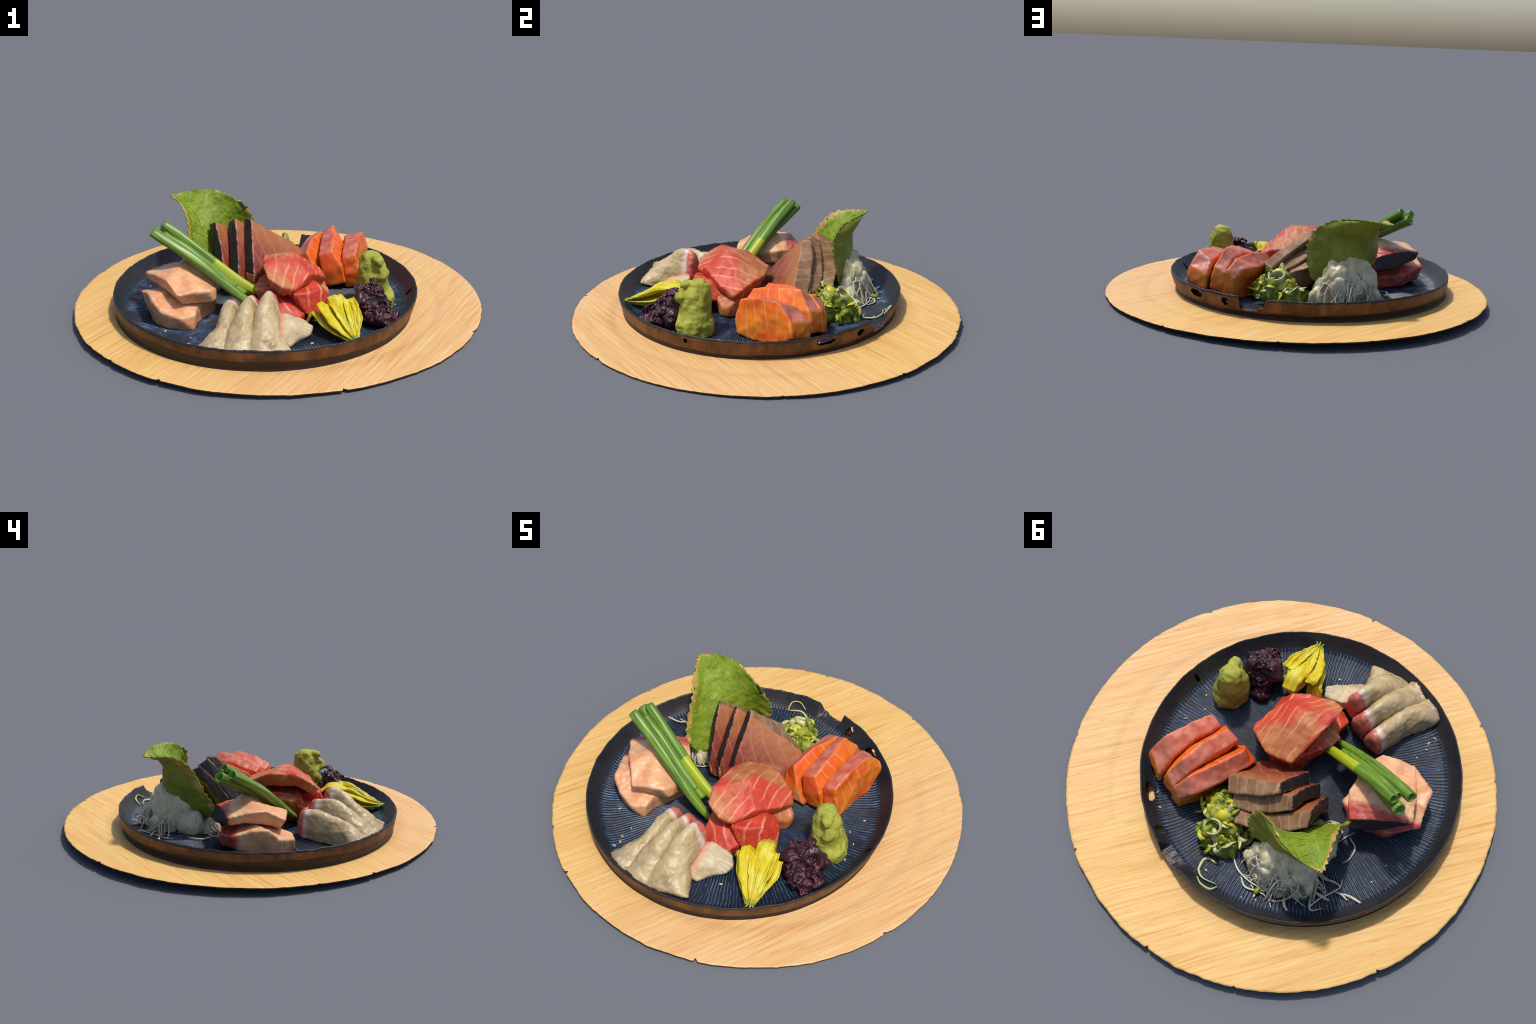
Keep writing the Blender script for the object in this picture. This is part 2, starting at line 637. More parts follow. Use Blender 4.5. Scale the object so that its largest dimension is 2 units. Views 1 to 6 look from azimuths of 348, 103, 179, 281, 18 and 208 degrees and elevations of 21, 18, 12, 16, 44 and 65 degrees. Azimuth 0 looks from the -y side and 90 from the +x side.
def white_fish_skin():
    m = Mat("white_fish_striped_slice", .5, .35)
    x, y, z = m.xyz()
    base = m.ramp(m.noise(9, 4, .6), [(.3, C(184, 162, 122)), (.5, C(212, 192, 150)), (.72, C(232, 216, 180))])
    lines = m.wave(17, 1.2, direction="Y", detail=1)
    base = m.mix(m.math("MULTIPLY", m.math("MULTIPLY", m.fac(lines, .5, .95), m.fac(x, .02, .07)), .65), base, C(236, 230, 216))
    base = m.mix(m.fac(m.math("ADD", x, m.math("MULTIPLY", m.noise(12), .05)), -.045, -.005, 1., 0.), base, C(228, 140, 116))
    m.color(base)
    m.bump(lines, .2, .002)
    return m.m


def onion_skin(yellow):
    m = Mat("spring_onion_" + ("pale" if yellow else "green"), .38, .45)
    x, y, z = m.xyz()                      # local x runs from the cut tip down the stalk
    fib = m.noise(1., 3, .6, vec=m.mapping(scale=(2.5, 130, 130)))
    base = m.ramp(fib, [(.3, C(70, 102, 32)), (.5, C(108, 148, 42)), (.72, C(150, 184, 60))])
    base = m.mix(m.fac(m.noise(1., 2, .5, vec=m.mapping(scale=(2, 60, 60), loc=(2, 1, 0))), .5, .68, 0., .55), base, C(84, 108, 60))
    if yellow:
        e = m.math("ADD", x, m.math("MULTIPLY", m.noise(40), .01))
        base = m.mix(m.fac(e, .300, .312), base, m.ramp(fib, [(.3, C(160, 180, 34)), (.7, C(208, 218, 52))]))
    else:
        base = m.mix(m.fac(x, .40, .58, 0., .7), base, C(140, 178, 46))
    m.color(base)
    m.bump(fib, .15, .002)
    return m.m


def simple_mat(name, stops, scale=12, rough=.5, spec=.35, bump=.15, bscale=50, transl=None):
    m = Mat(name, rough, spec)
    col = m.ramp(m.noise(scale, 4, .6), stops)
    m.color(col)
    m.bump(m.noise(bscale, 3), bump, .002)
    if transl:
        t = m.n("ShaderNodeBsdfTranslucent")
        m.put(t.inputs[0], col)
        mx = m.n("ShaderNodeMixShader")
        mx.inputs[0].default_value = transl
        out = m.nt.nodes["Material Output"]
        m.nt.links.new(m.b.outputs[0], mx.inputs[1])
        m.nt.links.new(t.outputs[0], mx.inputs[2])
        m.nt.links.new(mx.outputs[0], out.inputs[0])
    return m.m


M_WOOD, M_EDGE = wood(), wood_edge()
M_FLOOR, M_WALL, M_OUT = glaze_floor(), glaze_wall(), glaze_outside()
M_SAL, M_SALS = salmon_flesh(), salmon_strip()
M_TUNA, M_TUNA2, M_TUNA3 = tuna_flesh(.60, 0., "tuna_red_flesh"), tuna_flesh(.4, 3., "tuna_dark_flesh"), tuna_flesh(.95, 5., "tuna_tan_flesh")
M_BON, M_BONS, M_CHAR, M_PALE = bonito_flesh(), bonito_seared(), charred_skin(), pale_tip()
M_HAM, M_HSKIN = hamachi_flesh(), charred_skin("yellowtail_skin", (46, 38, 40), (70, 56, 56))
M_WF, M_WFS = white_fish(), white_fish_skin()
M_ONG, M_ONY = onion_skin(False), onion_skin(True)
M_ONC = simple_mat("spring_onion_cut_end", [(.3, C(96, 150, 40)), (.7, C(150, 196, 84))], 40)
M_LEAF = simple_mat("shiso_leaf_green", [(.3, C(120, 146, 30)), (.5, C(146, 172, 42)), (.72, C(168, 194, 60))], 11, .5, .3, .7, 70, .18)
M_LEAFB = simple_mat("shiso_leaf_underside", [(.3, C(130, 140, 40)), (.55, C(164, 170, 62)), (.75, C(190, 190, 104))], 9, .55, .3, .3, 45, .18)
M_LEAFY = simple_mat("shiso_leaf_yellowed_margin", [(.3, C(190, 150, 70)), (.7, C(222, 186, 104))], 20)
M_LEAFD = simple_mat("shiso_leaf_dark_margin", [(.3, C(40, 46, 34)), (.7, C(48, 84, 34))], 20)
M_VEIN = simple_mat("shiso_vein", [(.3, C(150, 178, 54)), (.7, C(176, 200, 84))], 20)
M_PET = simple_mat("yellow_petal", [(.3, C(232, 200, 26)), (.5, C(250, 228, 40)), (.72, C(255, 246, 110))], 14, .5, .3, .2, 40, .15)
M_PETG = simple_mat("green_petal_base", [(.3, C(150, 170, 30)), (.7, C(206, 206, 90))], 30)
M_SEA = simple_mat("purple_seaweed", [(.32, C(40, 24, 30)), (.52, C(66, 32, 42)), (.68, C(108, 44, 58)), (.82, C(150, 54, 66))], 26, .42, .45, .2, 40)
M_WAS = simple_mat("wasabi_paste", [(.28, C(140, 142, 48)), (.5, C(176, 178, 70)), (.74, C(212, 210, 98))], 13, .65, .2, .5, 70)
M_DAI = simple_mat("white_radish", [(.28, C(200, 184, 140)), (.5, C(236, 222, 178)), (.74, C(255, 246, 208))], 16, .4, .45, .4, 60)
M_DAIS = simple_mat("white_radish_strand", [(.3, C(198, 192, 168)), (.7, C(240, 234, 208))], 20, .4, .45)
M_SPG = simple_mat("scallion_green", [(.3, C(62, 80, 22)), (.42, C(120, 140, 36)), (.64, C(186, 188, 62))], 22, .4, .4)
M_SPY = simple_mat("scallion_yellow", [(.3, C(196, 190, 40)), (.6, C(232, 224, 66)), (.8, C(244, 240, 150))], 18, .4, .4)
M_SPP = simple_mat("scallion_pale", [(.3, C(196, 196, 120)), (.6, C(226, 226, 166)), (.8, C(240, 240, 206))], 18, .4, .4)
M_SES = simple_mat("sesame_crumb", [(.3, C(214, 176, 120)), (.7, C(244, 218, 172))], 40)


# ================================================================== the board
def build_board():
    na, radii = 1440, [0, .2, .4, .6, .7, .77, .795, .80, .85, .9, .94, .965, .98, .99, 1.0]
    thick = .0055
    notch = {-134: .014, -88: .016, 84: .013, -39: .011, 51: .013, 144: .012, -151: .006, 17: .006, 108: .007}
    vs, fs = [], []
    for layer in (0, 1):
        for k, r in enumerate(radii):
            for i in range(na):
                a = 2 * math.pi * i / na
                rr = r
                if r > .93:
                    w = (r - .93) / .07
                    e = .0042 * noise.noise(V((math.cos(a) * 9, math.sin(a) * 9, 1.3))) + .0030 * noise.noise(V((math.cos(a) * 30, math.sin(a) * 30, 4.)))
                    deg = math.degrees(a)
                    for c, dep in notch.items():
                        d = (deg - c + 180) % 360 - 180
                        e -= dep * max(0., 1 - (d / .9 if d > 0 else -d / .3))
                    rr = r + w * e - .0006
                x, y = rr * math.cos(a), rr * math.sin(a)
                z = board_z(x, y) + .0016 * noise.noise(V((x * 5, y * 5, 2))) * min(1, r * 2)
                if r < .798:
                    z -= .002
                vs.append((x, y, z - (thick if layer else 0)))
    R = len(radii)
    for layer in (0, 1):
        o = layer * R * na
        for k in range(R - 1):
            for i in range(na):
                j = (i + 1) % na
                q = (o + k * na + i, o + (k + 1) * na + i, o + (k + 1) * na + j, o + k * na + j)
                fs.append(q if layer == 0 else q[::-1])
    ntop = len(fs) // 2
    for i in range(na):
        j = (i + 1) % na
        fs.append(((R - 1) * na + i, R * na + (R - 1) * na + i, R * na + (R - 1) * na + j, (R - 1) * na + j))
    me = to_mesh("wooden_board", vs, fs)
    co = coords(me)
    co[:, 2] -= min(0, co[:, 2].min())
    set_coords(me, co)
    bm = bmesh.new()
    bm.from_mesh(me)
    bmesh.ops.remove_doubles(bm, verts=bm.verts, dist=1e-5)
    bm.to_mesh(me)
    bm.free()
    me.materials.append(M_WOOD)
    me.materials.append(M_EDGE)
    for p in me.polygons:
        p.material_index = 1 if p.normal.z < .3 else 0
        p.use_smooth = p.normal.z > .3
    return tag(new_obj("wooden_board", me), "thin round pale oak serving board with visible grain", "wooden board")


build_board()

# ================================================================== the plate
TILT = frame_of((PC[0], PC[1], board_z(*PC)), (1, 0, -.0152), (.0152, -.0112, 1))
plate = empty("plate", TILT.translation, "dark blue ridged round plate with low rim", "plate")
plate.matrix_world = TILT
bpy.context.view_layer.update()


def build_plate_floor():
    na, nr = 1440, 60
    rad = np.concatenate([np.linspace(.02, .64, 42), np.linspace(.645, .6815, 16)])
    vs, fs = [], []
    for k, r in enumerate(rad):
        f = min(1, max(0, (r - .10) / .1)) * min(1, max(0, (.681 - r) / .012))
        for i in range(na):
            a = 2 * math.pi * i / na
            x, y = r * math.cos(a), r * math.sin(a)
            wob = 3.2 * noise.noise(V((x * 9, y * 9, 0)))
            h = plate_h(r) + f * .0019 * math.sin(245 * a + wob) + .0015 * noise.noise(V((x * 14, y * 14, 3)))
            vs.append((x, y, h))
    for k in range(len(rad) - 1):
        for i in range(na):
            j = (i + 1) % na
            fs.append((k * na + i, (k + 1) * na + i, (k + 1) * na + j, k * na + j))
    c = len(vs)
    vs.append((0, 0, plate_h(0)))
    for i in range(na):
        fs.append((c, i, (i + 1) % na))
    me = to_mesh("plate_floor", vs, fs)
    smooth_all(me)
    me.materials.append(M_FLOOR)
    new_obj("plate_floor", me, (), plate, TILT)


GAP = (60.5, 73.0)       # the stretch of rim that is broken away


def gap_cut(deg):
    """how far the rim is broken down at this azimuth (0..1)"""
    d = (deg + 360) % 360
    lo, hi = GAP
    n = 1.2 * noise.noise(V((d * .5, 1, 1)))
    return max(0., min(1., (d - lo + n) / 1.0)) * max(0., min(1., (hi - d + n) / 4.5))


HOLES = [(38.5, 4.0, .050, .080), (54.5, 1.7, .046, .080), (-15, .9, .056, .078)]   # worn-through spots: azimuth, half width, low, high


def build_rim():
    na = 1800
    inner = [(.680, .036)] + [(float(np.interp(h, PH[4:], PR[4:])) + .001, h) for h in (.041, .044, .047, .051, .057, .063, .069, .075, .081, .087, .093)] + [(.7325, .1005)]
    outer = [(.7365, .1005), (.7385, .096), (.7385, .090), (.737, .083), (.735, .076), (.733, .069), (.731, .062), (.729, .055), (.727, .048), (.725, .041), (.722, .034), (.718, .026), (.713, .016), (.711, .006), (.713, -.003)]
    prof = inner + outer
    vs, fs = [], []
    for i in range(na):
        a = 2 * math.pi * i / na
        deg = math.degrees(a)
        g = gap_cut(deg)
        jag = .0042 * noise.noise(V((math.cos(a) * 14, math.sin(a) * 14, 7))) + .0026 * noise.noise(V((math.cos(a) * 45, math.sin(a) * 45, 9)))
        jr = .0030 * noise.noise(V((math.cos(a) * 8, math.sin(a) * 8, 2)))
        for k, (r, h) in enumerate(prof):
            w = max(0, (h - .04) / .06)
            hh = h + jag * w
            if g > 0:
                hh = min(hh, hh * (1 - g) + g * (.036 + .004 * noise.noise(V((deg * .8, 3, r * 40)))))
            rr = r + jr * (.3 + w)
            low = max(0., 1 - h / .09) if k >= len(inner) else 0.      # the foot sits off centre under the rim
            rr += low * (.009 - .011 * math.cos(a - .35))
            vs.append((rr * math.cos(a), rr * math.sin(a), hh))
    n = len(prof)
    mat = []
    for i in range(na):
        j = (i + 1) % na
        deg = math.degrees(2 * math.pi * (i + .5) / na)
        for k in range(n - 1):
            h = (prof[k][1] + prof[k + 1][1]) / 2
            cut = False
            for c, hw, lo, hi in HOLES:
                d = ((deg - c + 180) % 360 - 180) / hw
                sh = -.010 if k < 12 else 0.           # one looks down through them onto the plate
                e = (h - sh - (lo + hi) / 2) / ((hi - lo) / 2 + (.006 if k < 12 else .001))
                if d * d + e * e * .8 < 1 and not (10 <= k <= 14):
                    cut = True
            if cut:
                continue
            fs.append((i * n + k, i * n + k + 1, j * n + k + 1, j * n + k))
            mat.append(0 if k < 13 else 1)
    me = to_mesh("rim", vs, fs)
    bm = bmesh.new()
    bm.from_mesh(me)
    bmesh.ops.recalc_face_normals(bm, faces=bm.faces)
    bm.to_mesh(me)
    bm.free()
    smooth_all(me)
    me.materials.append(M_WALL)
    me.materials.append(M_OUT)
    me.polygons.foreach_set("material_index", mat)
    new_obj("rim", me, (), plate, TILT)


build_plate_floor()
build_rim()


def build_crumbs():
    parts = []
    spots = [(.496, -.12), (.53, -.19), (.515, -.293), (-.52, -.46), (-.53, -.53), (-.60, -.30), (.45, .36), (.50, .30), (.40, .42), (.06, .57), (-.02, .62), (-.2, .58), (-.62, .15), (-.60, .25), (-.50, -.40), (-.14, .60)]
    for _ in range(4):
        a, r = RNG.uniform(0, 6.28), RNG.uniform(.52, .64)
        spots.append((PC[0] + r * math.cos(a), PC[1] + r * math.sin(a)))
    for x, y in spots:
        rot = Matrix.Rotation(RNG.uniform(0, 6.28), 3, 'Z')
        s = RNG.uniform(.8, 1.25)
        parts.append(ellipsoid((x, y, floor_z(x, y) + .003), (.0085 * s, .0038 * s, .0035 * s), 8, 6, rot))
    ob = plain("sesame_crumbs", parts, [M_SES])
    ob["kind"] = "stuff"
    tag(ob, "small pale sesame crumbs scattered on the plate", "crumbs")


build_crumbs()

# ================================================================== salmon: three thick slices standing side by side
SAL = [
    ([(.397, -.037, .218), (.452, .07, .256), (.509, .178, .260), (.552, .24, .19), (.560, .252, .110), (.52, .17, .045), (.45, .03, .04), (.428, -.05, .055), (.412, -.058, .13)],
     [(.339, -.018, .195), (.392, .11, .232), (.438, .248, .215), (.458, .315, .16), (.466, .32, .08), (.44, .2, .04), (.37, .05, .04), (.352, -.03, .05), (.345, -.04, .12)]),
    ([(.289, -.002, .236), (.335, .12, .272), (.370, .250, .284), (.425, .31, .20), (.44, .32, .10), (.41, .2, .05), (.365, .05, .045), (.342, -.058, .08), (.325, -.042, .165)],
     [(.225, .013, .215), (.28, .15, .244), (.329, .281, .244), (.365, .345, .18), (.37, .355, .08), (.3, .22, .04), (.25, .1, .04), (.262, -.015, .06), (.238, -.01, .13)]),
    ([(.170, .048, .230), (.238, .18, .250), (.318, .295, .244), (.36, .35, .19), (.37, .36, .08), (.33, .2, .05), (.28, .08, .05), (.245, -.03, .06), (.203, -.004, .15)],
     [(.128, .077, .168), (.19, .22, .19), (.269, .345, .2), (.32, .372, .15), (.325, .372, .06), (.25, .27, .04), (.18, .12, .04), (.148, .0, .06), (.130, .02, .11)]),
]
SALC = [(.472, .085, .150), (.410, .135, .18), (.312, .185, .18)]
for i, (o, n_) in enumerate(SAL):
    slab("salmon_slice", o, n_, [M_SAL, M_SALS], crown=SALC[i], voxel=.0045, side_mats=[1, 1, 1 if i < 2 else 1, 0, 0, 0, 0, 0, 0], xdir=V(o[2]) - V(o[0]), seed=i + 1., smooth=7,
         layers=((11, .006), (30, .003)), wobble=.005, inflate=.003, label="thick orange salmon slice with pale pink edge")

# ================================================================== tuna
slab("tuna_slice",
     [(-.122, -.272, .312), (-.09, -.13, .302), (-.046, .004, .244), (.086, .010, .236), (.147, -.034, .220), (.198, -.08, .188), (.216, -.123, .154), (.162, -.23, .214), (.090, -.308, .252), (.001, -.370, .212), (-.06, -.376, .232), (-.122, -.345, .275)],
     [(-.105, -.272, .25), (-.07, -.13, .235), (-.03, -.02, .195), (.08, -.02, .18), (.13, -.05, .165), (.175, -.085, .14), (.195, -.12, .125), (.14, -.22, .16), (.078, -.29, .20), (.0, -.345, .18), (-.055, -.355, .185), (-.105, -.33, .22)],
     [M_TUNA], crown=(.03, -.20, .332), under=(.03, -.19, .25), xdir=(1, -.45, 0), seed=4., label="red tuna slice arched over the others")
slab("tuna_slice",
     [(0, -.375, .187), (.07, -.368, .186), (.137, -.335, .190), (.122, -.262, .204), (.1, -.15, .185), (-.05, -.15, .185), (-.03, -.28, .18)],
     [(.045, -.398, .095), (.12, -.405, .05), (.205, -.355, .05), (.195, -.26, .115), (.15, -.15, .10), (-.04, -.15, .10), (.0, -.28, .10)],
     [M_TUNA2], xdir=(1, 0, 0), seed=5., label="dark red tuna slice leaning at the front")
slab("tuna_slice",
     [(-.13, -.275, .152), (-.05, -.25, .16), (.03, -.3, .14), (.04, -.385, .098), (-.014, -.443, .075), (-.10, -.42, .085), (-.145, -.375, .108)],
     [(-.12, -.28, .05), (-.05, -.25, .05), (.03, -.3, .05), (.04, -.38, .045), (-.01, -.438, .045), (-.09, -.42, .045), (-.135, -.375, .05)],
     [M_TUNA2], crown=(-.055, -.35, .142), xdir=(1, .3, 0), seed=6., label="dark red tuna slice lying on the plate")
slab("tuna_slice",
     [(.10, -.10, .145), (.19, -.095, .145), (.228, -.139, .105), (.218, -.178, .085), (.16, -.225, .13), (.08, -.2, .145)],
     [(.10, -.10, .045), (.19, -.10, .045), (.222, -.145, .045), (.21, -.185, .045), (.16, -.215, .045), (.08, -.2, .045)],
     [M_TUNA3], xdir=(1, .3, 0), seed=7., label="brownish tuna piece under the pile")
slab("tuna_slice",
     [(-.165, -.25, .185), (-.155, -.2, .188), (-.09, -.105, .195), (-.03, -.06, .19), (.05, -.1, .2), (.05, -.25, .2), (-.1, -.3, .185)],
     [(-.135, -.25, .10), (-.125, -.2, .10), (-.075, -.11, .10), (-.03, -.06, .10), (.05, -.1, .10), (.05, -.25, .10), (-.09, -.3, .10)],
     [M_TUNA], xdir=(.5, 1, 0), seed=8., label="red tuna slice inside the pile")
slab("tuna_slice",
     [(-.10, -.25, .20), (-.075, -.10, .20), (-.035, -.025, .19), (.065, -.03, .18), (.115, -.065, .165), (.15, -.10, .14), (.1, -.26, .18)],
     [(-.09, -.25, .045), (-.07, -.10, .045), (-.03, -.025, .045), (.065, -.03, .045), (.12, -.065, .045), (.155, -.10, .045), (.1, -.25, .045)],
     [M_TUNA2], xdir=(.5, 1, 0), seed=8.5, label="red tuna slice at the bottom of the pile")

# ================================================================== seared bonito: three leaning wedges with charred skin
BON = [
    ([(-.081, .170, .385), (.003, .172, .325), (.10, .176, .262), (.178, .176, .200), (.188, .11, .11), (.12, -.005, .07), (-.02, -.085, .08), (-.112, -.045, .10), (-.118, -.03, .17), (-.10, .07, .29)],
     [(-.102, .210, .388), (-.022, .238, .322), (.07, .245, .25), (.138, .242, .18), (.14, .2, .06), (.05, .1, .04), (-.07, .0, .05), (-.140, .005, .10), (-.146, .02, .17), (-.128, .12, .29)]),
    ([(-.157, .193, .392), (-.070, .205, .328), (.03, .228, .25), (.118, .232, .19), (.12, .19, .08), (.03, .08, .05), (-.12, -.03, .05), (-.183, -.019, .10), (-.189, -.004, .17), (-.169, .096, .30)],
     [(-.180, .240, .360), (-.10, .27, .297), (.0, .292, .23), (.082, .288, .175), (.09, .25, .06), (.0, .14, .04), (-.15, .03, .05), (-.211, .031, .10), (-.217, .046, .17), (-.199, .146, .30)]),
    ([(-.256, .212, .380), (-.16, .25, .32), (-.05, .285, .245), (.06, .285, .175), (.065, .25, .06), (.0, .16, .04), (-.18, .04, .05), (-.243, .02, .09), (-.252, .03, .16), (-.250, .12, .29)],
     [(-.276, .270, .350), (-.18, .322, .290), (-.07, .355, .230), (.038, .356, .195), (.048, .335, .06), (-.03, .2, .04), (-.2, .1, .05), (-.270, .07, .09), (-.280, .08, .16), (-.278, .17, .29)]),
]
for i, (o, n_) in enumerate(BON):
    slab("bonito_slice", o, n_, [M_BON, M_BONS, M_CHAR, M_PALE], side_mats=[1, 1, 1, 1, 0, 0, 3, 3, 2, 2], cap_mats=(0, 1), xdir=V(o[3]) - V(o[0]), voxel=.0042, smooth=4,
         seed=11. + i, layers=((10, .006), (40, .0009)), wobble=.006, label="seared bonito wedge with blackened skin edge")

# ================================================================== yellowtail: two stacked slices
slab("yellowtail_slice",
     [(-.640, -.014, .240), (-.61, -.11, .262), (-.572, -.19, .262), (-.531, -.278, .209), (-.45, -.268, .216), (-.375, -.259, .205), (-.335, -.19, .19), (-.33, -.02, .235), (-.365, .06, .235), (-.394, .100, .226), (-.50, .055, .250), (-.58, .015, .25)],
     [(-.625, -.02, .205), (-.59, -.11, .205), (-.555, -.18, .19), (-.505, -.245, .15), (-.43, -.245, .148), (-.36, -.245, .145), (-.335, -.19, .14), (-.34, -.02, .16), (-.375, .08, .16), (-.41, .12, .165), (-.50, .075, .165), (-.57, .03, .185)],
     [M_HAM, M_HSKIN], crown=(-.48, -.09, .285), under=(-.47, -.08, .195), side_mats=[0] * 9 + [1, 1, 1], xdir=(1, .18, 0), seed=15., wobble=.004, dents=(((-.45, -.05, .27), .05, -.025), ((-.39, -.09, .25), .05, -.03), ((-.34, -.13, .22), .04, -.02)),
     label="pale pink yellowtail slice with red line and dark skin")
slab("yellowtail_slice",
     [(-.675, -.045, .16), (-.655, -.14, .19), (-.648, -.215, .192), (-.61, -.262, .135), (-.525, -.322, .112), (-.455, -.30, .118), (-.44, -.24, .128), (-.335, -.14, .145), (-.308, -.01, .105), (-.40, .06, .12), (-.558, .045, .125)],
     [(-.65, -.06, .09), (-.64, -.14, .06), (-.635, -.20, .055), (-.60, -.25, .045), (-.52, -.305, .045), (-.47, -.312, .045), (-.44, -.24, .045), (-.34, -.13, .045), (-.315, -.01, .045), (-.40, .055, .05), (-.55, .04, .07)],
     [M_HAM, M_HSKIN], crown=(-.53, -.12, .185), side_mats=[0] * 11, xdir=(1, .18, 0), seed=16., wobble=.004,
     label="pale pink yellowtail slice lying on the plate")


# ================================================================== white fish: draped tongues and a flat slice
def tongue(name, stations, seed, label):
    """stations: (x, y, ztop, halfwidth); an arched fold of fish resting on the plate"""
    a, b = np.array(stations[0]), np.array(stations[1])
    d = (a - b)[:2] / np.linalg.norm((a - b)[:2])
    nose = (a[0] + d[0] * .018, a[1] + d[1] * .018, a[2] - .035, a[3] * .72)
    st = spline([nose] + list(stations), 28)
    rings = []
    for i, (x, y, zt, w) in enumerate(st):
        a, b = st[max(0, i - 1)], st[min(len(st) - 1, i + 1)]
        t = V((b[0] - a[0], b[1] - a[1], 0)).normalized()
        s = V((t.y, -t.x, 0))
        fz = floor_z(x, y) + .004
        lift = max(0., .055 * (1 - i / 7.)) if i < 7 else 0.
        ring = []
        for k in range(17):
            u = math.pi * k / 16
            c, sn = math.cos(u), math.sin(u)
            ww = w * (1 + .22 * (1 - sn) * (i / len(st)))
            zz = fz + lift + max(.012, zt + .004 - fz - lift) * sn ** (.55 + .3 * i / len(st))
            ring.append(V((x, y, 0)) + s * (ww * c) + V((0, 0, zz)))
        for k in range(1, 6):
            f = -1 + 2 * k / 6
            ring.append(V((x, y, 0)) + s * (w * 1.05 * f) + V((0, 0, fz + lift * .9 - .003)))
        rings.append(ring)
    vs, fs = loft(rings)
    me = remeshed(vs, fs, .005, 6)
    displace(me, [(9, .010, (1, 1, .6)), (20, .007, (1, .8, 1)), (50, .003)], seed, (), .003)
    smooth_all(me)
    me.materials.append(M_WF)
    p0, p1 = V(stations[0][:3]), V(stations[-1][:3])
    d = p1 - p0
    d.z = 0
    fr = frame_of(p0 - d.normalized() * .02, d, (0, 0, 1))
    localise(me, fr)
    return tag(new_obj(name, me, (), None, fr), label, "fish slice")


tongue("white_fish_slice", [(-.292, -.328, .176, .044), (-.318, -.402, .184, .046), (-.354, -.506, .168, .050), (-.408, -.588, .140, .056), (-.458, -.648, .098, .054)], 21., "translucent white fish slice with red tip")
tongue("white_fish_slice", [(-.205, -.374, .208, .044), (-.238, -.44, .224, .047), (-.279, -.534, .206, .054), (-.325, -.62, .150, .068), (-.37, -.695, .082, .066)], 22., "translucent white fish slice with red tip")
tongue("white_fish_slice", [(-.133, -.437, .246, .042), (-.158, -.49, .254, .046), (-.190, -.562, .218, .060), (-.205, -.64, .155, .088), (-.205, -.728, .078, .092)], 23., "translucent white fish slice with red tip")
slab("white_fish_slice",
     [(-.14, -.46, .152), (-.062, -.436, .132), (.022, -.455, .085), (.044, -.503, .080), (.018, -.54, .058), (-.04, -.57, .066), (-.09, -.62, .056), (-.15, -.61, .085)],
     [(-.14, -.46, .06), (-.062, -.44, .07), (.015, -.46, .05), (.035, -.50, .05), (.01, -.53, .042), (-.04, -.56, .042), (-.09, -.61, .042), (-.15, -.60, .042)],
     [M_WFS], crown=(-.05, -.51, .120), xdir=(1, -.25, 0), seed=24., voxel=.005, layers=((12, .008), (35, .004)), label="flat pale white fish slice with stripes")


# ================================================================== spring onion
def stalk(name, pts, rad, mat, seed):
    c = spline(pts, 40)
    n, seg = len(c), 22
    rr = np.interp(np.linspace(0, 1, n), np.linspace(0, 1, len(rad)), rad)
    rings = []
    for i in range(n):
        t = V(c[min(i + 1, n - 1)] - c[max(0, i - 1)]).normalized()
        s = t.cross(V((0, 0, 1))).normalized()
        w = s.cross(t)
        ring = []
        for j in range(seg):
            a = 2 * math.pi * j / seg
            r = rr[i] * (1 + .10 * noise.noise(V((math.cos(a) * 1.2, math.sin(a) * 1.2, i * .12 + seed))) + .05 * math.cos(3 * a + seed))
            ring.append(V(c[i]) + s * (math.cos(a) * r * 1.06) + w * (math.sin(a) * r * .94))
        rings.append(ring)
    # rounded-in, hollow cut tip
    t0 = V(c[0] - c[1]).normalized()
    lip = [[V(c[0]) + (p - V(c[0])) * f + t0 * d for p in rings[0]] for f, d in ((.45, -.018), (.62, .001), (.86, .006))]
    rings = lip + rings
    vs, fs = loft(rings)
    me = to_mesh(name, vs, fs)
    bm = bmesh.new()
    bm.from_mesh(me)
    bmesh.ops.recalc_face_normals(bm, faces=bm.faces)
    bm.to_mesh(me)
    bm.free()
    smooth_all(me)
    me.materials.append(mat)
    me.materials.append(M_ONC)
    for p in me.polygons:
        if max(p.vertices) < 3 * seg:
            p.material_index = 1
    ax = V(c[-1]) - V(c[0])
    fr = frame_of(c[0], ax, ax.cross(V((0, 0, 1))).cross(ax))
    localise(me, fr)
    return new_obj(name, me, (), onion, fr)


onion = empty("spring_onion", (-.16, -.22, .12), "bundle of green spring onion stalks leaning upwards", "spring onion")
stalk("stalk", [(-.595, -.033, .444), (-.50, -.085, .378), (-.40, -.142, .305), (-.28, -.207, .196), (-.20, -.247, .130), (-.145, -.275, .092)], [.024, .025, .026, .025, .020, .012], M_ONG, 1.)
stalk("stalk", [(-.536, .020, .460), (-.44, -.037, .388), (-.36, -.083, .320), (-.30, -.118, .266), (-.22, -.158, .200), (-.14, -.19, .148)], [.023, .023, .024, .025, .024, .022], M_ONY, 2.)
stalk("stalk", [(-.576, .036, .425), (-.46, -.04, .345), (-.37, -.10, .283), (-.28, -.165, .212), (-.20, -.205, .152)], [.029, .026, .024, .022, .018], M_ONG, 3.)
stalk("stalk", [(-.54, -.015, .422), (-.43, -.08, .345), (-.33, -.14, .260), (-.24, -.19, .182)], [.020, .022, .022, .018], M_ONG, 4.)


